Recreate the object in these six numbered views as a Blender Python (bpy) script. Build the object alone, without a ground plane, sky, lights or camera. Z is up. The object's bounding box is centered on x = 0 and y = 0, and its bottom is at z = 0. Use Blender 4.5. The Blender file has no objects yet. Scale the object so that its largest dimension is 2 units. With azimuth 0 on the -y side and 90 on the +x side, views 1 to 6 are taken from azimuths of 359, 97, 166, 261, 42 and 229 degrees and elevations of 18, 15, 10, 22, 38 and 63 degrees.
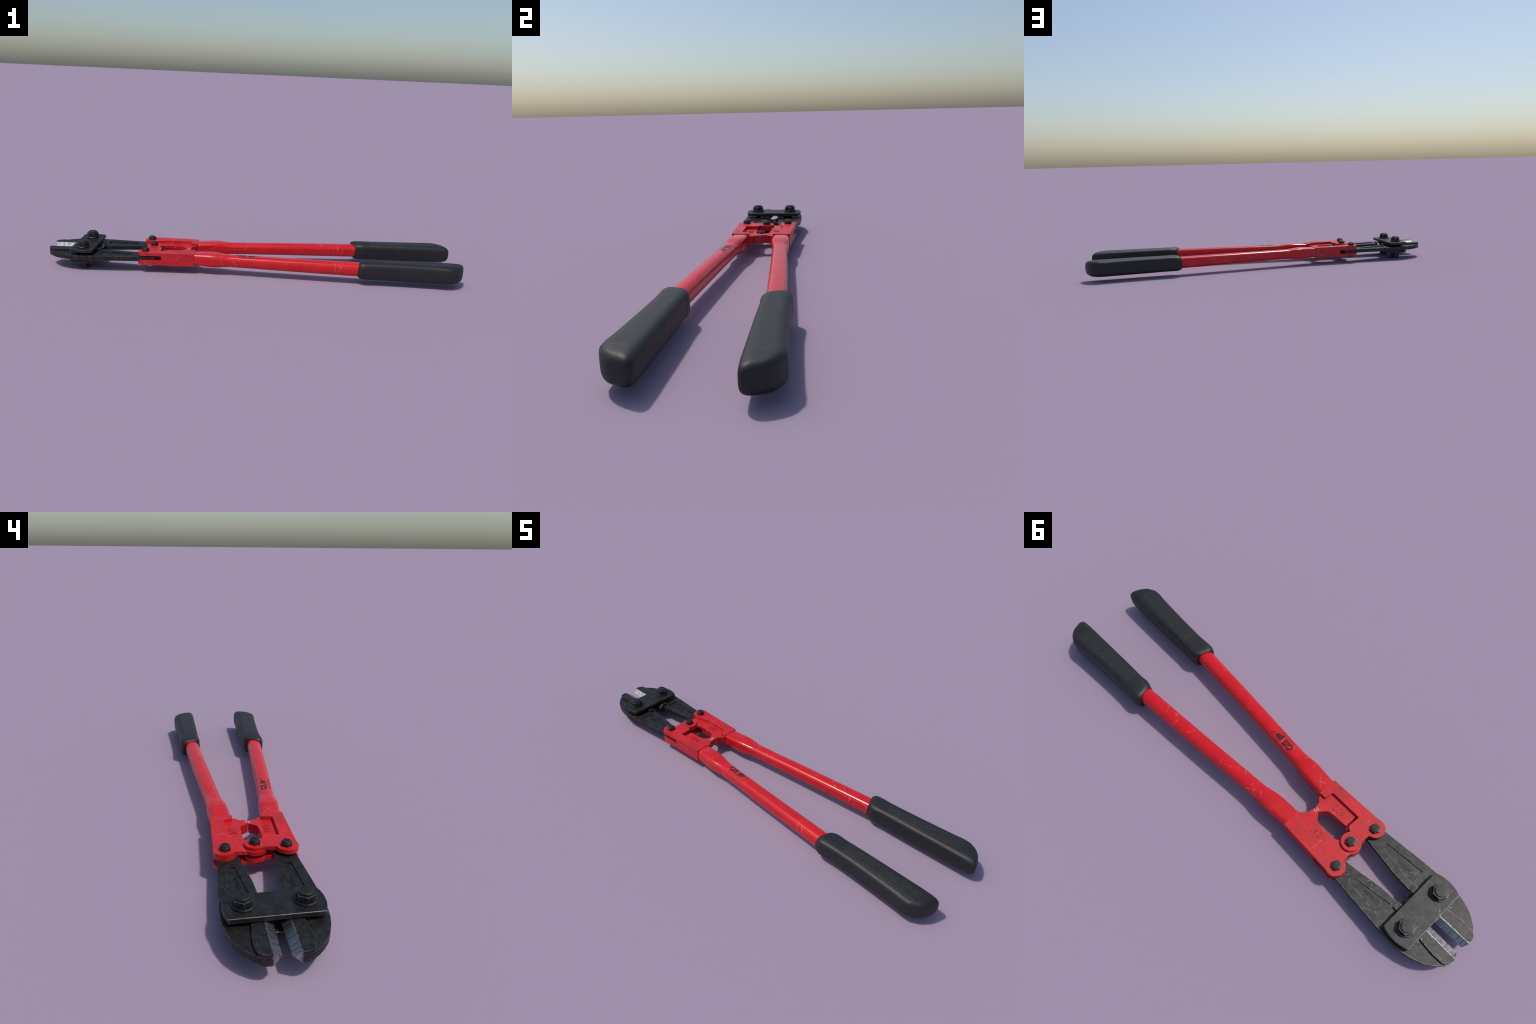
"""Long-handled bolt cutter: two forged jaws under strap plates, red cast link heads,
red lacquered tube handles with black rubber grips, hex bolts at every pivot.
The tool lies flat, jaws towards -x, handles towards +x; each half mirrors the other."""
import bpy, bmesh, math, random
from mathutils import Vector, Matrix

random.seed(7)
SWING = -0.0023                 # sideways offset of the link heads' handle end
ZC = 0.0668                     # mid plane of the whole tool
COL = bpy.context.scene.collection


# ------------------------------------------------------------------ node helpers
class Nodes:
    def __init__(self, name):
        self.mat = bpy.data.materials.new(name)
        self.mat.use_nodes = True
        self.t = self.mat.node_tree
        self.t.nodes.clear()
        self.out = self.n("ShaderNodeOutputMaterial")
        self.bsdf = self.n("ShaderNodeBsdfPrincipled")
        self.link(self.bsdf.outputs[0], self.out.inputs[0])
        self.co = self.n("ShaderNodeTexCoord").outputs["Object"]

    def n(self, kind, **props):
        node = self.t.nodes.new(kind)
        for k, v in props.items():
            setattr(node, k, v)
        return node

    def link(self, a, b):
        self.t.links.new(a, b)

    def put(self, sock, v):
        if isinstance(v, bpy.types.NodeSocket):
            self.link(v, sock)
        else:
            sock.default_value = v

    def mapped(self, scale=(1, 1, 1), rot=(0, 0, 0), loc=(0, 0, 0), co=None):
        m = self.n("ShaderNodeMapping")
        self.link(co or self.co, m.inputs[0])
        m.inputs["Location"].default_value = loc
        m.inputs["Rotation"].default_value = rot
        m.inputs["Scale"].default_value = scale
        return m.outputs[0]

    def noise(self, scale, detail=4, rough=0.55, co=None, distortion=0.0):
        k = self.n("ShaderNodeTexNoise")
        self.link(co or self.co, k.inputs["Vector"])
        k.inputs["Scale"].default_value = scale
        k.inputs["Detail"].default_value = detail
        k.inputs["Roughness"].default_value = rough
        k.inputs["Distortion"].default_value = distortion
        return k.outputs["Fac"]

    def voronoi(self, scale, feature="F1", co=None, out="Distance"):
        k = self.n("ShaderNodeTexVoronoi", feature=feature)
        self.link(co or self.co, k.inputs["Vector"])
        k.inputs["Scale"].default_value = scale
        return k.outputs[out]

    def ramp(self, fac, lo, hi):
        """smooth 0..1 step between lo and hi (lo > hi gives a falling step)"""
        k = self.n("ShaderNodeMapRange", interpolation_type="SMOOTHSTEP")
        self.put(k.inputs[0], fac)
        if lo < hi:
            k.inputs[1].default_value, k.inputs[2].default_value = lo, hi
            k.inputs[3].default_value, k.inputs[4].default_value = 0, 1
        else:
            k.inputs[1].default_value, k.inputs[2].default_value = hi, lo
            k.inputs[3].default_value, k.inputs[4].default_value = 1, 0
        return k.outputs[0]

    def math(self, op, a, b=0.0, c=0.0):
        k = self.n("ShaderNodeMath", operation=op)
        for s, v in zip(k.inputs, (a, b, c)):
            self.put(s, v)
        return k.outputs[0]

    def mul(self, *vals):
        r = vals[0]
        for v in vals[1:]:
            r = self.math("MULTIPLY", r, v)
        return r

    def mix(self, fac, a, b):
        k = self.n("ShaderNodeMix", data_type="RGBA")
        self.put(k.inputs[0], fac)
        for s, v in ((k.inputs[6], a), (k.inputs[7], b)):
            self.put(s, (*v, 1) if isinstance(v, tuple) and len(v) == 3 else v)
        return k.outputs[2]

    def xyz(self):
        k = self.n("ShaderNodeSeparateXYZ")
        self.link(self.co, k.inputs[0])
        return k.outputs

    def edge(self, radius):
        """mask of rounded outer edges, from the Bevel node's normal against the true one"""
        b = self.n("ShaderNodeBevel", samples=4)
        b.inputs[0].default_value = radius
        g = self.n("ShaderNodeNewGeometry")
        d = self.n("ShaderNodeVectorMath", operation="DOT_PRODUCT")
        self.link(b.outputs[0], d.inputs[0])
        self.link(g.outputs["Normal"], d.inputs[1])
        convex = self.ramp(g.outputs["Pointiness"], 0.50, 0.515)
        return self.mul(self.ramp(d.outputs["Value"], 0.985, 0.90), convex)

    def bump(self, height, strength, distance):
        k = self.n("ShaderNodeBump")
        k.inputs["Strength"].default_value = strength
        k.inputs["Distance"].default_value = distance
        self.put(k.inputs["Height"], height)
        return k.outputs[0]

    def finish(self, color, rough, metal=0.0, normal=None, spec=0.5, coat=0.0, coat_rough=0.1):
        b = self.bsdf
        self.put(b.inputs["Base Color"], (*color, 1) if isinstance(color, tuple) else color)
        self.put(b.inputs["Roughness"], rough)
        self.put(b.inputs["Metallic"], metal)
        self.put(b.inputs["Specular IOR Level"], spec)
        b.inputs["Coat Weight"].default_value = coat
        b.inputs["Coat Roughness"].default_value = coat_rough
        if normal is not None:
            self.link(normal, b.inputs["Normal"])
        return self.mat


def scratch_mask(m, size, width, length, share, seed=(0, 0, 0)):
    """scattered straight hairlines: in some Voronoi cells one short stroke of random heading"""
    co = m.mapped((1 / size,) * 3, (0.3, 0.2, 0.5), seed)
    vor = m.n("ShaderNodeTexVoronoi", feature="F1")
    m.link(co, vor.inputs["Vector"])
    vor.inputs["Scale"].default_value = 1.0

    def vec(op, a, b=None):
        k = m.n("ShaderNodeVectorMath", operation=op)
        m.put(k.inputs[0], a)
        if b is not None:
            m.put(k.inputs[1], b)
        return k.outputs["Value" if op in ("DOT_PRODUCT", "LENGTH") else "Vector"]

    local = vec("SUBTRACT", co, vor.outputs["Position"])
    heading = vec("NORMALIZE", vec("SUBTRACT", vor.outputs["Color"], (0.5, 0.5, 0.5)))
    off = m.math("ABSOLUTE", vec("DOT_PRODUCT", local, heading))
    wobble = m.math("MULTIPLY_ADD", m.noise(130, 2), 0.010, off)
    line = m.ramp(wobble, width / size + 0.005, width / size * 0.4 + 0.005)
    near = m.ramp(vec("LENGTH", local), length, length * 0.7)
    wn = m.n("ShaderNodeTexWhiteNoise", noise_dimensions="3D")
    m.link(vor.outputs["Position"], wn.inputs["Vector"])
    broken = m.ramp(m.noise(240, 3, 0.75), 0.42, 0.60)
    return m.mul(line, near, m.ramp(wn.outputs["Value"], share + 0.01, share), broken)


def chip_mask(m, scale, size, share, stretch=(1, 1, 1)):
    """scattered small chips: one spot in some Voronoi cells, with ragged rims"""
    co = m.mapped(stretch)
    wob = m.math("MULTIPLY_ADD", m.noise(scale * 5, 2), 0.25, m.voronoi(scale, "F1", co))
    spot = m.ramp(wob, size + 0.125, size + 0.09)
    sep = m.n("ShaderNodeSeparateColor")
    m.link(m.voronoi(scale, "F1", co, "Color"), sep.inputs[0])
    return m.mul(spot, m.ramp(sep.outputs[0], 1 - share, 1 - share + 0.02))


def red_paint(name, grime, rough, chips, grain=0.25, contact=False):
    m = Nodes(name)
    fine = m.noise(420, 3, 0.7)
    blot = m.noise(48, 6, 0.72)
    red = m.mix(m.ramp(m.noise(16, 3), 0.35, 0.7), (0.590, 0.007, 0.010), (0.655, 0.010, 0.013))
    dirt = m.mul(m.ramp(blot, 0.36, 0.74), m.ramp(m.noise(260, 4, 0.75), 0.34, 0.64), grime)
    color = m.mix(dirt, red, (0.085, 0.020, 0.022))
    s1 = scratch_mask(m, 0.075, 0.0010, 0.46, 0.44, (0.7, 3.3, 1.1))
    s2 = scratch_mask(m, 0.046, 0.0008, 0.46, 0.42, (4.3, 2.1, 7.7))
    s3 = scratch_mask(m, 0.120, 0.0009, 0.42, 0.42, (1.2, 5.6, 2.9))
    marks = m.math("MAXIMUM", m.math("MAXIMUM", s1, s2), s3)
    c1 = chip_mask(m, 30, 0.060, chips)
    marks = m.math("MAXIMUM", marks, c1)
    c2 = chip_mask(m, 62, 0.050, chips * 0.9)
    marks = m.mul(m.math("MAXIMUM", marks, c2), 0.72)
    if contact:                 # paint knocked off where the two stops meet
        d = m.n("ShaderNodeVectorMath", operation="DISTANCE")
        m.link(m.co, d.inputs[0])
        d.inputs[1].default_value = (-0.332, -0.002, 0.082)
        worn = m.ramp(m.math("MULTIPLY_ADD", m.noise(170, 4, 0.7), 0.034, d.outputs["Value"]), 0.0265, 0.0225)
        marks = m.math("MAXIMUM", marks, m.mul(worn, 0.8))
    color = m.mix(marks, color, (0.50, 0.42, 0.43))
    r = m.math("MULTIPLY_ADD", blot, 0.22, rough - 0.11)
    h = m.math("SUBTRACT", m.math("MULTIPLY", fine, 0.25), marks)
    return m.finish(color, r, normal=m.bump(h, grain, 0.0006), spec=0.5)


def black_steel(name, base, wear, front_wear=False, blade_wear=False):
    m = Nodes(name)
    fine = m.noise(330, 3, 0.7)
    blot = m.noise(46, 5, 0.65)
    lo = tuple(c * 0.75 for c in base)
    hi = tuple(c * 1.3 for c in base)
    color = m.mix(m.ramp(blot, 0.34, 0.68), lo, hi)
    speck = m.mul(m.ramp(m.noise(150, 4, 0.75), 0.52, 0.70), 0.45)
    color = m.mix(speck, color, tuple(c * 2.0 for c in base))
    edge = m.mul(m.edge(0.0024), m.ramp(m.noise(70, 4, 0.7), 0.36, 0.60), wear)
    s1 = scratch_mask(m, 0.070, 0.0008, 0.42, 0.28, (2.2, 0.4, 0.9))
    s2 = scratch_mask(m, 0.040, 0.0007, 0.42, 0.22, (3.1, 6.4, 1.8))
    c1 = chip_mask(m, 40, 0.035, 0.10)
    if blade_wear:
        x, y, z = m.xyz()
        reach = m.math("SUBTRACT", m.math("ABSOLUTE", y), m.math("MULTIPLY", m.noise(110, 4, 0.75), 0.016))
        bleed = m.mul(m.ramp(reach, 0.0295, 0.0255), m.ramp(x, -0.872, -0.882))
        edge = m.math("MAXIMUM", edge, m.mul(bleed, 0.5))
    if front_wear:
        x = m.xyz()[0]
        edge = m.math("MAXIMUM", edge, m.mul(m.edge(0.004), m.ramp(x, -0.868, -0.874), m.ramp(m.noise(60, 4, 0.7), 0.25, 0.50), 1.0))
    bare = m.math("MAXIMUM", m.math("MAXIMUM", edge, m.mul(c1, 0.7)), m.mul(m.math("MAXIMUM", s1, s2), 0.6))
    color = m.mix(bare, color, (0.42, 0.41, 0.43))
    rough = m.math("MULTIPLY_ADD", blot, 0.22, 0.40)
    rough = m.math("SUBTRACT", rough, m.mul(bare, 0.1))
    h = m.math("ADD", m.math("MULTIPLY", fine, 0.5), blot)
    return m.finish(color, rough, metal=0.9, normal=m.bump(h, 0.35, 0.0008), spec=0.5)


def ground_steel():
    """freshly ground cutting faces: bright, streaked across the edge"""
    m = Nodes("ground_steel")
    streak = m.noise(1.0, 4, 0.7, m.mapped((330, 24, 24), (0, 0, 0.35)))
    cloud = m.noise(60, 4, 0.6)
    color = m.mix(m.ramp(streak, 0.35, 0.65), (0.19, 0.185, 0.19), (0.50, 0.48, 0.485))
    color = m.mix(m.mul(m.ramp(cloud, 0.52, 0.70), 0.6), color, (0.16, 0.15, 0.15))
    return m.finish(color, m.math("MULTIPLY_ADD", streak, 0.15, 0.34), metal=1.0,
                    normal=m.bump(streak, 0.4, 0.0006))


def grip_rubber():
    m = Nodes("black_rubber")
    x, y, z = m.xyz()
    ay = m.math("ABSOLUTE", y)
    # crossed grooves in a lozenge panel on the upper and lower face
    line = m.math("MULTIPLY_ADD", x, 0.068, 0.1055)            # centre line of the grip
    off = m.math("SUBTRACT", ay, line)
    u = m.math("MULTIPLY", m.math("ADD", x, m.math("MULTIPLY", off, 1.05)), 2 * math.pi / 0.0128)
    v = m.math("MULTIPLY", m.math("SUBTRACT", x, m.math("MULTIPLY", off, 1.05)), 2 * math.pi / 0.0128)
    g1 = m.ramp(m.math("SINE", u), 0.45, 0.95)
    g2 = m.ramp(m.math("SINE", v), 0.45, 0.95)
    groove = m.math("MAXIMUM", g1, g2)
    edge = m.noise(60, 2)
    inside = m.mul(m.ramp(m.math("ABSOLUTE", m.math("SUBTRACT", x, 0.755)), 0.166, 0.158),
                   m.ramp(m.math("ABSOLUTE", off), 0.027, 0.021),
                   m.ramp(m.math("ABSOLUTE", m.math("SUBTRACT", z, ZC)), 0.030, 0.036))
    groove = m.mul(groove, inside)
    fine = m.noise(500, 3, 0.7)
    color = m.mix(m.ramp(m.noise(22, 4), 0.3, 0.7), (0.0095, 0.0100, 0.0108), (0.0130, 0.0134, 0.0140))
    color = m.mix(m.mul(groove, 0.35), color, (0.060, 0.058, 0.054))
    h = m.math("MULTIPLY_ADD", fine, 0.12, m.math("MULTIPLY", groove, 1.0))
    return m.finish(color, m.math("MULTIPLY_ADD", edge, 0.12, 0.46), normal=m.bump(h, 0.7, 0.0020), spec=0.5)


def printed_ink(name, ink):
    m = Nodes(name)
    worn = m.ramp(m.noise(190, 3, 0.7), 0.62, 0.72)
    return m.finish(m.mix(m.mul(worn, 0.7), ink, (0.50, 0.009, 0.012)), 0.40)


RED_HEAD = red_paint("red_paint_cast", 0.95, 0.40, 0.16, 0.18, True)
RED_TUBE = red_paint("red_paint_tube", 0.30, 0.22, 0.22, 0.03)
STEEL = black_steel("blackened_steel", (0.0475, 0.0468, 0.0460), 0.7, False, True)
STRAP = black_steel("worn_strap_steel", (0.0475, 0.0468, 0.0460), 0.8, True)
BOLT = black_steel("bolt_steel", (0.042, 0.042, 0.043), 0.65)
BLADE = ground_steel()
RUBBER = grip_rubber()
INK = printed_ink("printed_ink", (0.045, 0.010, 0.012))
FAINT_INK = printed_ink("faint_printed_ink", (0.10, 0.010, 0.012))
STAMP = Nodes("stamped_shadow_steel").finish((0.016, 0.0155, 0.015), 0.6, metal=0.6)


# ------------------------------------------------------------------ mesh helpers
def flip(p):
    """half turn about the long axis: takes one link head to the other"""
    return Vector((p[0], -p[1], 2 * ZC - p[2]))


def mirror(p):
    return Vector((p[0], -p[1], p[2]))


def obj_from_bm(bm, name, mat, parent=None):
    me = bpy.data.meshes.new(name)
    bmesh.ops.recalc_face_normals(bm, faces=bm.faces)
    bm.to_mesh(me)
    bm.free()
    if mat:
        me.materials.append(mat)
    ob = bpy.data.objects.new(name, me)
    COL.objects.link(ob)
    if parent:
        ob.parent = parent
    return ob


def apply_mods(ob):
    dg = bpy.context.evaluated_depsgraph_get()
    me = bpy.data.meshes.new_from_object(ob.evaluated_get(dg))
    old = ob.data
    ob.modifiers.clear()
    ob.data = me
    bpy.data.meshes.remove(old)


def smooth(ob, angle=35, weighted=True):
    me = ob.data
    me.shade_smooth()
    me.set_sharp_from_angle(angle=math.radians(angle))
    if weighted:                # large faces keep their own normal, bevels take up the turn
        w = ob.modifiers.new("w", "WEIGHTED_NORMAL")
        w.mode, w.weight, w.keep_sharp = "FACE_AREA", 50, True
        apply_mods(ob)


def round_edges(ob, width, segments=2, angle=30):
    b = ob.modifiers.new("b", "BEVEL")
    b.width, b.segments = width, segments
    b.limit_method, b.angle_limit = "ANGLE", math.radians(angle)
    b.harden_normals = False
    apply_mods(ob)
    smooth(ob, 40)


def arc(cx, cy, r, a0, a1, n=14):
    return [(cx + r * math.cos(math.radians(a0 + (a1 - a0) * i / n)),
             cy + r * math.sin(math.radians(a0 + (a1 - a0) * i / n))) for i in range(n + 1)]


def add_prism(bm, outline, z0, z1):
    lo = [bm.verts.new((x, y, z0)) for x, y in outline]
    hi = [bm.verts.new((x, y, z1)) for x, y in outline]
    n = len(outline)
    bm.faces.new(lo[::-1])
    bm.faces.new(hi)
    for i in range(n):
        bm.faces.new((lo[i], lo[(i + 1) % n], hi[(i + 1) % n], hi[i]))


def prism(outline, z0, z1, name, mat=None):
    bm = bmesh.new()
    add_prism(bm, outline, z0, z1)
    return obj_from_bm(bm, name, mat)


def boolean(ob, others, operation):
    for o in others:
        mod = ob.modifiers.new("bool", "BOOLEAN")
        mod.operation, mod.solver, mod.object = operation, "EXACT", o
        apply_mods(ob)
        bpy.data.objects.remove(o)
    bm = bmesh.new()
    bm.from_mesh(ob.data)
    bmesh.ops.remove_doubles(bm, verts=bm.verts, dist=1e-5)
    bmesh.ops.dissolve_limit(bm, angle_limit=math.radians(0.5), verts=bm.verts, edges=bm.edges)
    bm.to_mesh(ob.data)
    bm.free()


def moved_copy(ob, name, how, parent):
    """second of a pair: same shape carried over by flip or mirror"""
    me = ob.data.copy()
    me.name = name
    for v in me.vertices:
        v.co = how(v.co)
    if how is mirror:
        me.flip_normals()
    c = bpy.data.objects.new(name, me)
    COL.objects.link(c)
    c.parent = parent
    return c


def lerp_table(table, x):
    """smooth (Catmull-Rom in x) lookup in rows (x, values...)"""
    if x <= table[0][0]:
        return table[0][1:]
    if x >= table[-1][0]:
        return table[-1][1:]
    i = max(k for k in range(len(table) - 1) if table[k][0] <= x)
    a, b = table[i], table[i + 1]
    h = b[0] - a[0]
    t = (x - a[0]) / h
    res = []
    for j in range(1, len(a)):
        d = (b[j] - a[j]) / h
        m0 = m1 = d
        if i > 0:
            p = table[i - 1]
            e = (a[j] - p[j]) / (a[0] - p[0])
            m0 = 0 if e * d <= 0 else 2 * e * d / (e + d)
        if i + 2 < len(table):
            q = table[i + 2]
            e = (q[j] - b[j]) / (q[0] - b[0])
            m1 = 0 if e * d <= 0 else 2 * e * d / (e + d)
        t2, t3 = t * t, t * t * t
        res.append((2 * t3 - 3 * t2 + 1) * a[j] + (t3 - 2 * t2 + t) * h * m0
                   + (-2 * t3 + 3 * t2) * b[j] + (t3 - t2) * h * m1)
    return res


def super_point(yc, a, b, n, ang, side=1):
    c, s = math.cos(ang), math.sin(ang)
    return (yc + side * a * math.copysign(abs(c) ** (2 / n), c), ZC + b * math.copysign(abs(s) ** (2 / n), s))


def loft(rings, name, mat, parent, closed_ends=True):
    bm = bmesh.new()
    rows = [[bm.verts.new(p) for p in ring] for ring in rings]
    n = len(rows[0])
    for r0, r1 in zip(rows, rows[1:]):
        for i in range(n):
            bm.faces.new((r0[i], r0[(i + 1) % n], r1[(i + 1) % n], r1[i]))
    if closed_ends:
        bm.faces.new(rows[0][::-1])
        bm.faces.new(rows[-1])
    return obj_from_bm(bm, name, mat, parent)


def text_mesh(body, size, name, extrude=0.0, width=1.0, bold=0.0):
    cu = bpy.data.curves.new(name, "FONT")
    cu.body, cu.size, cu.extrude, cu.offset = body, size, extrude, bold
    cu.align_x, cu.align_y = "CENTER", "CENTER"
    cu.resolution_u = 4
    tmp = bpy.data.objects.new(name, cu)
    COL.objects.link(tmp)
    me = bpy.data.meshes.new_from_object(tmp.evaluated_get(bpy.context.evaluated_depsgraph_get()))
    bpy.data.objects.remove(tmp)
    bpy.data.curves.remove(cu)
    for v in me.vertices:
        v.co.x *= width
    return me


def place_text(me, name, mat, parent, x, y, z, turn):
    me.transform(Matrix.Translation((x, y, z)) @ Matrix.Rotation(turn, 4, "Z"))
    me.materials.clear()
    me.materials.append(mat)
    ob = bpy.data.objects.new(name, me)
    COL.objects.link(ob)
    ob.parent = parent
    return ob


# ------------------------------------------------------------------ the thing
root = bpy.data.objects.new("bolt_cutter", None)
COL.objects.link(root)
root["label"] = "red bolt cutter with black jaws and rubber grips"
root["category"] = "bolt cutter"

# ---- link heads (cast fork between jaw and handle), modelled on the +y side
LUG = (-0.5265, 0.1000, 0.0352)
outer_edge = [(-0.2950, 0.0525), (-0.2950, 0.1265), (-0.5050, 0.1322)]
raised = outer_edge + arc(*LUG, 72, 262, 22) + [(-0.5110, 0.0640), (-0.4740, 0.0745), (-0.4540, 0.0838),
                                                (-0.3310, 0.0820), (-0.3285, 0.0795), (-0.3220, 0.0525)]
panel = ([(-0.2975, 0.0600), (-0.2990, 0.0470), (-0.3070, 0.0360), (-0.3160, 0.0290), (-0.3185, 0.0160), (-0.3205, 0.0022), (-0.3440, 0.0015),
          (-0.3500, 0.0120), (-0.3610, 0.0250), (-0.3720, 0.0300), (-0.3870, 0.0320), (-0.4500, 0.0310), (-0.4600, 0.0275), (-0.4690, 0.0190)]
         + arc(-0.5035, 0.000, 0.0385, 22, -222, 26)
         + [(-0.5285, 0.0320), (-0.5285, 0.0660), (-0.5000, 0.0950), (-0.3000, 0.1000)])
web = [(-0.2975, 0.0600), (-0.2990, 0.0470), (-0.3070, 0.0360), (-0.3160, 0.0290), (-0.3185, 0.0160), (-0.3205, 0.0022), (-0.3440, 0.0015),
       (-0.3500, 0.0120), (-0.3610, 0.0250), (-0.3720, 0.0300), (-0.3870, 0.0320), (-0.4470, 0.0340), (-0.4470, 0.1000), (-0.3000, 0.1000)]
thin = (outer_edge + arc(*LUG, 72, 262, 22) + [(-0.5295, 0.0620), (-0.5285, 0.0300)]
        + arc(-0.5010, 0.0015, 0.0350, 152, 402, 26)
        + [(-0.4640, 0.0320), (-0.4570, 0.0390), (-0.4575, 0.0870), (-0.3310, 0.0870), (-0.3270, 0.0840), (-0.3220, 0.0525)])
thin_lug = outer_edge[1:] + arc(*LUG, 72, 262, 22) + [(-0.5295, 0.0620), (-0.5285, 0.0420), (-0.4575, 0.0420), (-0.4575, 0.0870), (-0.3000, 0.0870)]
block = [(-0.2950, 0.0525), (-0.2950, 0.1265), (-0.4480, 0.13065), (-0.4480, 0.0872), (-0.3310, 0.0871), (-0.3270, 0.0840), (-0.3220, 0.0525)]

head = prism(raised, 0.0733, 0.0965, "link_head", RED_HEAD)
boolean(head, [prism(panel, 0.0727, 0.0853, "t"), prism(block, 0.0371, 0.0964, "t"), prism(web, 0.0500, 0.0838, "t"),
               prism(thin, 0.0371, 0.0478, "t"), prism(thin_lug, 0.0372, 0.0518, "t")], "UNION")
head.parent = root
head2 = moved_copy(head, "link_head", flip, root)
for h in (head, head2):
    for v in h.data.vertices:       # both heads are swung a hair to -y at the handle end
        v.co.y += SWING * max(0.0, (v.co.x + 0.53) / 0.235)
    round_edges(h, 0.0016, 3, 40)

place_text(text_mesh('24"', 0.034, "embossed_number", 0.0014, 0.95, 0.0002), "embossed_number", RED_HEAD, head, -0.3935, 0.0560, 0.0857, 0.03)
place_text(text_mesh("600", 0.034, "embossed_number", 0.0014, 0.95, 0.0002), "embossed_number", RED_HEAD, head2, -0.3900, -0.0600, 0.0840, -0.02)

# ---- jaws, modelled on the +y side and mirrored
J0, J1 = 0.0520, 0.0729          # thickness of the forged body
outer = [(-0.4810, 0.1215), (-0.5580, 0.1252), (-0.6040, 0.1290), (-0.6700, 0.1350), (-0.7340, 0.1398), (-0.7720, 0.1418), (-0.8120, 0.1435),
         (-0.8400, 0.1435), (-0.8640, 0.1415), (-0.8940, 0.1355), (-0.9190, 0.1265), (-0.9450, 0.1145), (-0.9650, 0.0990),
         (-0.9820, 0.0825), (-0.9940, 0.0660), (-0.9990, 0.0520), (-1.0000, 0.0440), (-0.9990, 0.0340)]
inner = [(-0.7950, 0.0310), (-0.7530, 0.0290), (-0.7430, 0.0300), (-0.6730, 0.0350), (-0.6060, 0.0460), (-0.5380, 0.0560), (-0.4900, 0.0640), (-0.4810, 0.0720)]
pocket = [(-0.5885, 0.0840), (-0.5925, 0.0770), (-0.6000, 0.0745), (-0.7360, 0.0525), (-0.7420, 0.0535), (-0.7440, 0.0600),
          (-0.7440, 0.1040), (-0.7420, 0.1100), (-0.7360, 0.1110), (-0.6000, 0.1000), (-0.5920, 0.0975), (-0.5885, 0.0920)]
# raised bar that carries the cutting edge and runs back under the strap plates to a stop lug
bar = [(-0.9988, 0.0342), (-0.9995, 0.0440), (-0.9985, 0.0530), (-0.9940, 0.0640), (-0.9900, 0.0690), (-0.9800, 0.0735), (-0.9680, 0.0755), (-0.9410, 0.0765), (-0.9110, 0.0735),
       (-0.8810, 0.0695), (-0.8500, 0.0600), (-0.8000, 0.0555), (-0.7535, 0.0550), (-0.7535, 0.0300), (-0.8400, 0.0310), (-0.8800, 0.0318)]

jaw = prism(outer + [(-0.8800, 0.0318)] + inner, J0, J1, "jaw", STEEL)
boolean(jaw, [prism(bar, 0.0478, 0.0822, "t")], "UNION")
boolean(jaw, [prism(pocket, J1 - 0.0045, J1 + 0.01, "t"), prism(pocket, J0 - 0.01, J0 + 0.0045, "t")], "DIFFERENCE")
jaw.parent = root
jaw2 = moved_copy(jaw, "jaw", mirror, root)
for j in (jaw, jaw2):
    round_edges(j, 0.0010, 2, 40)


def wedge(name, mat, x0, x1, y_root0, y_root1, ridge0, ridge1, top, low, mid, how, parent):
    """V-shaped strip along the jaw: from the bar's inner face to a ridge at mid height"""
    bm = bmesh.new()
    n = 12
    rows = []
    for i in range(n + 1):
        t = i / n
        x = x0 + (x1 - x0) * t
        yr, rd = y_root0 + (y_root1 - y_root0) * t, ridge0 + (ridge1 - ridge0) * t
        cut = 0.0085 * max(0.0, 1 - t * n / 1.0) * 1.0        # tip is ground back towards the ridge
        ps = [(x, yr, top), (x + cut, rd + 0.0004, mid + 0.0006), (x + cut, rd + 0.0004, mid - 0.0006), (x, yr, low)]
        rows.append([bm.verts.new(how(Vector(p))) for p in ps])
    for a, b in zip(rows, rows[1:]):
        for k in range(4):
            bm.faces.new((a[k], a[(k + 1) % 4], b[(k + 1) % 4], b[k]))
    bm.faces.new(rows[0])
    bm.faces.new(rows[-1][::-1])
    ob = obj_from_bm(bm, name, mat, parent)
    smooth(ob, 20)
    return ob


for j, how in ((jaw, Vector), (jaw2, mirror)):
    wedge("cutting_edge", BLADE, -0.9984, -0.8680, 0.0350, 0.0322, 0.0115, 0.0098, 0.0817, 0.0483, 0.0660, how, j)
    wedge("stop_lug", STEEL, -0.7800, -0.7545, 0.0310, 0.0306, 0.0085, 0.0080, 0.0800, 0.0500, 0.0672, how, j)

place_text(text_mesh("Cr-Mo54*", 0.0190, "stamped_letters", 0.0004, 0.84), "stamped_letters", STAMP, jaw, -0.6790, 0.0800, J1 - 0.0042, -0.035)
place_text(text_mesh("600mm", 0.0205, "stamped_letters", 0.0004, 0.86), "stamped_letters", STAMP, jaw2, -0.6850, -0.0790, J1 - 0.0042, 0.030)

# ---- strap plates above and below the jaws
side = [(-0.7725, 0.1285), (-0.7860, 0.1340), (-0.8030, 0.1375), (-0.8200, 0.1390), (-0.8380, 0.1385), (-0.8580, 0.1345), (-0.8790, 0.1275)]
strap_outline = side + [(x, -y) for x, y in reversed(side)]
for z0 in (0.0855, 0.0335):
    p = prism(strap_outline, z0, z0 + 0.0145, "strap_plate", STRAP)
    p.parent = root
    round_edges(p, 0.0020, 3, 40)


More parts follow.
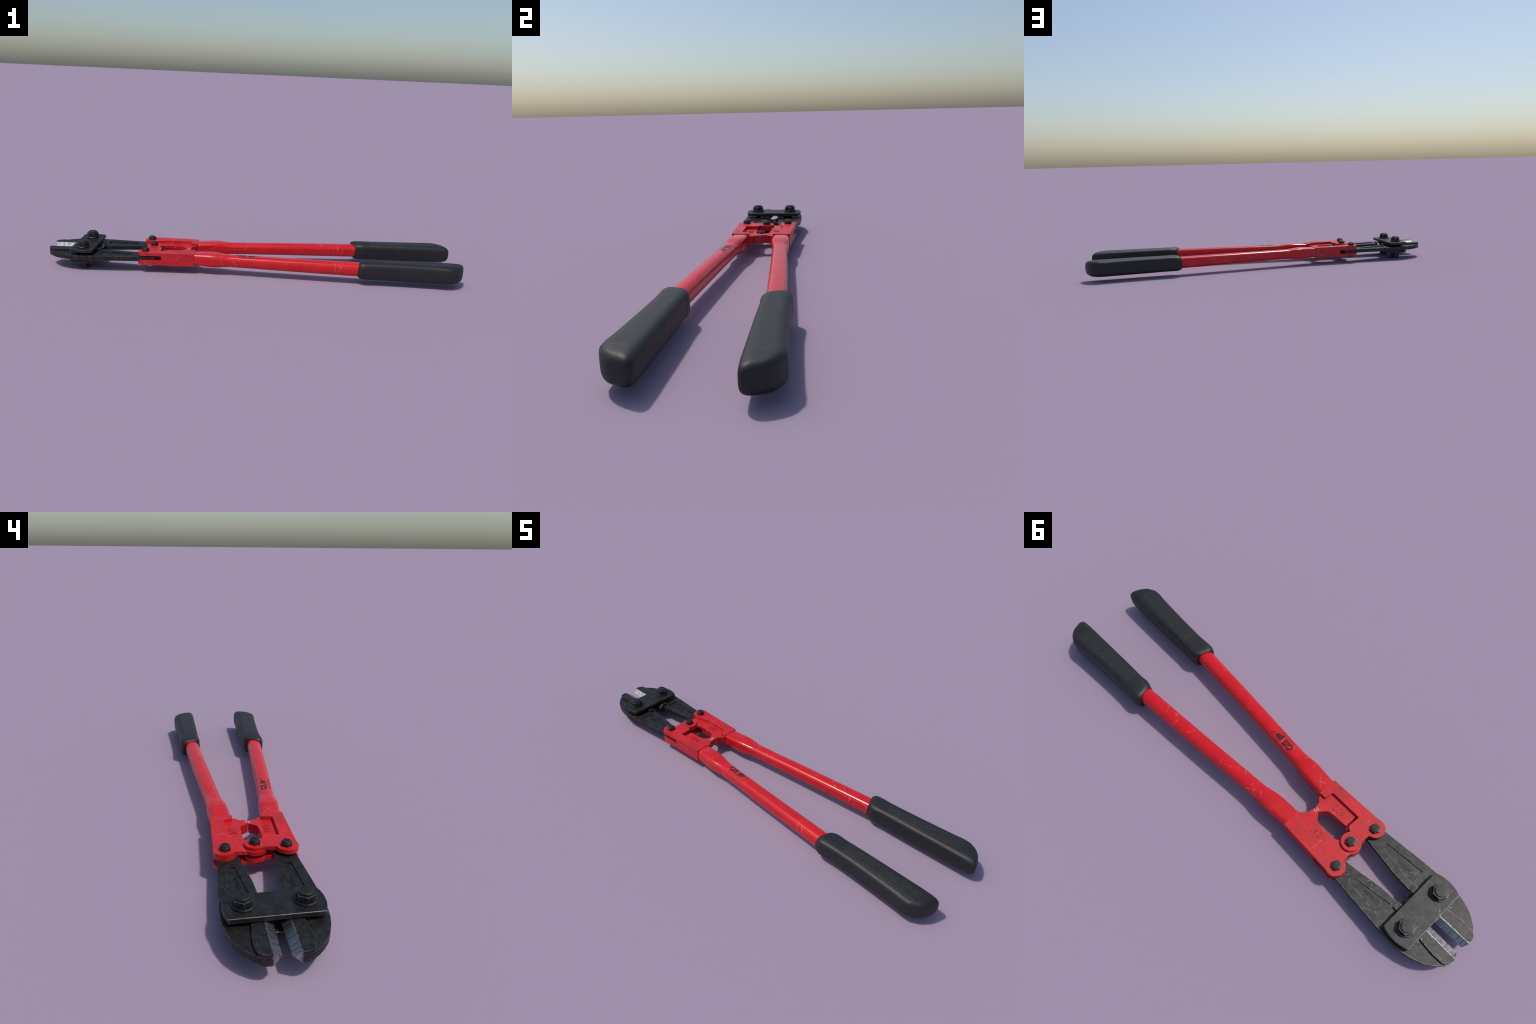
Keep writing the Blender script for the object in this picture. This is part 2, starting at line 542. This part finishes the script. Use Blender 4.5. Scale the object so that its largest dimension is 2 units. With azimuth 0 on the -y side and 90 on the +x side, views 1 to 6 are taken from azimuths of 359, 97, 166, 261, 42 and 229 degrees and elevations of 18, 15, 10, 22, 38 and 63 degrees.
# ---- bolts: shank with visible round end, hex nut above, hex head below, collar washer
def ring_pts(bm, r, z, n, a0=0.0):
    return [bm.verts.new((r * math.cos(a0 + 2 * math.pi * i / n), r * math.sin(a0 + 2 * math.pi * i / n), z)) for i in range(n)]


def lathe(bm, profile, n=36):
    rows = [ring_pts(bm, r, z, n) for r, z in profile]
    for a, b in zip(rows, rows[1:]):
        for i in range(n):
            bm.faces.new((a[i], a[(i + 1) % n], b[(i + 1) % n], b[i]))
    bm.faces.new(rows[0][::-1])
    bm.faces.new(rows[-1])


def hexagon(bm, r, z0, z1, chamfer_top=True):
    """hex prism whose free end is turned off to a cone, as on real nuts"""
    n, inner_r = 36, r * 0.86
    lo, hi, cap = [], [], []
    za, zb = (z0, z1) if chamfer_top else (z1, z0)
    sgn = 1 if zb > za else -1
    for i in range(n):
        a = 2 * math.pi * i / n
        k = (a + math.pi / 6) % (math.pi / 3) - math.pi / 6      # angle from nearest corner
        rad = r * math.cos(math.pi / 6) / math.cos(math.pi / 6 - abs(k))
        drop = max(0.0, rad - r * 0.90) * 0.42
        lo.append(bm.verts.new((rad * math.cos(a), rad * math.sin(a), za)))
        hi.append(bm.verts.new((rad * math.cos(a), rad * math.sin(a), zb - sgn * (drop + 0.0006))))
        cap.append(bm.verts.new((inner_r * 0.97 * math.cos(a), inner_r * 0.97 * math.sin(a), zb)))
    for p, q in ((lo, hi), (hi, cap)):
        for i in range(n):
            bm.faces.new((p[i], p[(i + 1) % n], q[(i + 1) % n], q[i]))
    bm.faces.new(lo)
    bm.faces.new(cap)


def bolt_set(spots, r_hex, r_cap, r_shank, z_low, z_head, z_seat, z_nut, z_top, r_flange=None, z_flange=None):
    bm = bmesh.new()
    lathe(bm, [(r_shank, z_head - 0.001), (r_shank, z_nut - 0.002), (r_cap, z_nut - 0.001), (r_cap, z_top - 0.0016), (r_cap - 0.0006, z_top - 0.0006), (r_cap - 0.0022, z_top)])
    hexagon(bm, r_hex, z_low + 0.0, z_head, chamfer_top=False)
    body = obj_from_bm(bm, "bolt", BOLT, root)
    smooth(body, 28)
    bm = bmesh.new()
    hexagon(bm, r_hex, z_flange or z_seat, z_nut)
    nut = obj_from_bm(bm, "nut", BOLT, body)
    smooth(nut, 28)
    pieces = [nut]
    if r_flange:
        bm = bmesh.new()
        lathe(bm, [(r_flange - 0.0008, z_seat + 0.0002), (r_flange, z_seat + 0.0012), (r_flange, z_seat + 0.0050), (r_flange - 0.0010, z_seat + 0.0064), (r_hex * 0.9, z_flange + 0.0004)])
        w = obj_from_bm(bm, "washer", BOLT, body)
        smooth(w, 28)
        pieces.append(w)
    for i, (x, y) in enumerate(spots):
        b = body if i == 0 else body.copy()
        if i:
            COL.objects.link(b)
        b.location = (x, y, 0)
        for p in pieces:
            c = p if i == 0 else p.copy()
            if i:
                COL.objects.link(c)
                c.parent = b


bolt_set([(-0.8270, 0.0835), (-0.8270, -0.0835)], 0.0282, 0.0192, 0.0110, 0.0, 0.0337, 0.0998, 0.1258, 0.1316, 0.0305, 0.1062)
bolt_set([(-0.5285, 0.0975), (-0.5280, -0.0965), (-0.5025, 0.0005)], 0.0187, 0.0133, 0.0090, 0.0265, 0.0373, 0.0963, 0.1090, 0.1135)

# ---- tube handles: squared off and flared where they enter the link head
TUBE = [(-0.3050, 0.0885, 0.0345, 0.0270, 5.2), (-0.2900, 0.0890, 0.0348, 0.0275, 5.2), (-0.2500, 0.0912, 0.0362, 0.0298, 5.0), (-0.2080, 0.0943, 0.0370, 0.0320, 4.8),
        (-0.1930, 0.0955, 0.0366, 0.0318, 4.6), (-0.1450, 0.0990, 0.0322, 0.0288, 3.3), (-0.1250, 0.1005, 0.0310, 0.0281, 2.9), (-0.0500, 0.1062, 0.0306, 0.0283, 2.75),
        (0.1000, 0.1190, 0.0311, 0.0295, 2.7), (0.3000, 0.1345, 0.0316, 0.0308, 2.7), (0.5300, 0.1515, 0.0322, 0.0318, 2.7)]


def drift(x, side):
    """small sideways offset of each tube: the pair is swung slightly to -y"""
    t = min(1.0, max(0.0, (x + 0.29) / 0.25))
    return -0.0024 - (0.0008 if side > 0 else 0.0024) * t


def sag(x):
    """the tubes dip a little below the mid plane once they leave the link heads"""
    return -0.0006 * min(1.0, max(0.0, (x + 0.29) / 0.13))


def tube_rings(side):
    xs = sorted(set([-0.305 + 0.835 * i / 90 for i in range(91)]))
    rings = []
    for x in xs:
        yc, a, b, n = lerp_table(TUBE, x)
        rings.append([(x, side * p[0] + drift(x, side), p[1] + sag(x)) for p in (super_point(yc, a, b, n, 2 * math.pi * k / 48) for k in range(48))])
    return rings


# ---- rubber grips: swollen collar, straight inner side, slanted rounded butt
GRIP = [  # x, inner y, outer y, half height, squareness, slant (inner side further along +x)
    (0.4990, 0.1150, 0.1850, 0.0345, 3.2, 0.0140), (0.5040, 0.1115, 0.1900, 0.0382, 3.5, 0.0140), (0.5160, 0.1075, 0.1960, 0.0410, 3.8, 0.0135), (0.5310, 0.1052, 0.1990, 0.0416, 4.0, 0.0120),
    (0.5480, 0.1062, 0.1985, 0.0417, 4.1, 0.0090), (0.5750, 0.1085, 0.1970, 0.0417, 4.2, 0.0040), (0.6500, 0.1090, 0.1992, 0.0425, 4.3, 0.0), (0.7600, 0.1102, 0.2056, 0.0429, 4.3, 0.0),
    (0.8700, 0.1118, 0.2138, 0.0429, 4.3, 0.0030), (0.9100, 0.1122, 0.2178, 0.0428, 4.2, 0.0080), (0.9350, 0.1128, 0.2175, 0.0426, 4.0, 0.0120), (0.9520, 0.1136, 0.2115, 0.0417, 3.8, 0.0150), (0.9650, 0.1150, 0.2060, 0.0405, 3.6, 0.0165),
    (0.9750, 0.1175, 0.1985, 0.0375, 3.4, 0.0170), (0.9825, 0.1215, 0.1895, 0.0330, 3.2, 0.0170), (0.9870, 0.1265, 0.1810, 0.0275, 3.0, 0.0170), (0.9890, 0.1320, 0.1740, 0.0210, 2.8, 0.0170)]


def grip_rings(side):
    rings = []
    back = 0.0029 if side > 0 else -0.0115          # the -y grip sits a little further forward
    yc, a, b, n = lerp_table(TUBE, 0.505)
    yc += side * drift(0.5, side)
    slant = lambda x, y, mid, k: x + back + k * (mid - y) / 0.045
    for x, grow in ((0.514, -0.0005), (0.5035, 0.0008), (0.4988, 0.0022)):
        rings.append([(slant(x, p[0], yc, 0.014), side * p[0], p[1] + sag(0.5)) for p in (super_point(yc, a + grow, b + grow, n, 2 * math.pi * k / 64) for k in range(64))])
    xs = []
    for r0, r1 in zip(GRIP, GRIP[1:]):
        steps = max(1, int((r1[0] - r0[0]) / 0.005))
        xs += [r0[0] + (r1[0] - r0[0]) * i / steps for i in range(steps)]
    for x in xs + [GRIP[-1][0]]:
        yi, yo, b, n, sl = lerp_table(GRIP, x)
        mid = (yi + yo) / 2
        rings.append([(slant(x, p[0], mid, sl), side * p[0], p[1]) for p in (super_point(mid, (yo - yi) / 2, b, n, 2 * math.pi * k / 64) for k in range(64))])
    return rings


handles = []
for s in (1, -1):
    h = loft(tube_rings(s), "handle_tube", RED_TUBE, root)
    smooth(h, 50, False)
    handles.append(h)
    g = loft(grip_rings(s), "rubber_grip", RUBBER, root)
    smooth(g, 60, False)


# ---- print on the -y handle: wrapped onto the tube, a hair proud of the paint
def wrap(me, x0, ang0, name, parent, ink=INK):
    """lay a flat drawing (u along the tube, v up round it) onto the -y tube"""
    bm = bmesh.new()
    bm.from_mesh(me)
    bmesh.ops.triangulate(bm, faces=bm.faces)
    for _ in range(3):
        long_edges = [e for e in bm.edges if e.calc_length() > 0.0035]
        if not long_edges:
            break
        bmesh.ops.subdivide_edges(bm, edges=long_edges, cuts=1)
        bmesh.ops.triangulate(bm, faces=[f for f in bm.faces if len(f.verts) > 3])
    for v in bm.verts:
        x = x0 + v.co.x
        yc, a, b, n = lerp_table(TUBE, x)
        ang = ang0 + v.co.y / 0.0335
        # ang is the polar angle in the section, 90 degrees being straight up, 180 the outer (-y) flank
        c, s = math.cos(ang), math.sin(ang)
        r = (abs(c / (a + 0.00035)) ** n + abs(s / (b + 0.00035)) ** n) ** (-1 / n)
        v.co = (x, -yc + drift(x, -1) + r * c, ZC + sag(x) + r * s)
    out = bpy.data.meshes.new(name)
    bm.to_mesh(out)
    bm.free()
    out.materials.append(ink)
    ob = bpy.data.objects.new(name, out)
    COL.objects.link(ob)
    ob.parent = parent
    return ob


ink_parent = handles[1]


def flip_v(me):
    for v in me.vertices:
        v.co.y = -v.co.y
    me.flip_normals()
    return me


# drawing's upward direction runs towards +y, that is towards smaller angle
wrap(flip_v(text_mesh("GS", 0.038, "printed_letters", 0, 1.10, 0.0016)), -0.0690, math.radians(84), "printed_letters", ink_parent)
wrap(flip_v(text_mesh("MADE IN GERMANY", 0.0125, "printed_letters", 0, 0.95)), -0.0320, math.radians(129), "printed_letters", ink_parent, FAINT_INK)


def stand_in_emblem():
    """plain emblem: a rounded body with two stubs and a curled stem, standing in for the printed mark"""
    bm = bmesh.new()
    shapes = [[(-0.0230, -0.0040), (-0.0215, 0.0030), (-0.0150, 0.0095), (-0.0060, 0.0100), (0.0020, 0.0080), (0.0060, 0.0020), (0.0040, -0.0060), (-0.0060, -0.0070)],
              [(-0.0230, -0.0040), (-0.0060, -0.0070), (-0.0100, -0.0105), (-0.0180, -0.0165), (-0.0245, -0.0160), (-0.0260, -0.0120), (-0.0200, -0.0080)],
              [(-0.0030, -0.0072), (0.0020, -0.0068), (-0.0010, -0.0130), (-0.0055, -0.0120)],
              [(0.0020, 0.0080), (0.0130, 0.0030), (0.0210, 0.0015), (0.0250, 0.0045), (0.0255, 0.0090), (0.0230, 0.0090), (0.0220, 0.0055), (0.0190, 0.0045), (0.0130, 0.0008), (0.0060, 0.0020)],
              [(0.0250, 0.0100), (0.0300, 0.0085), (0.0310, 0.0115), (0.0265, 0.0130)]]
    for s in shapes:
        bm.faces.new([bm.verts.new((x * 1.12, y * 1.12, 0)) for x, y in s])
    me = bpy.data.meshes.new("printed_emblem")
    bm.to_mesh(me)
    bm.free()
    return me


wrap(flip_v(stand_in_emblem()), -0.0100, math.radians(80), "printed_emblem", ink_parent)

bpy.context.view_layer.update()
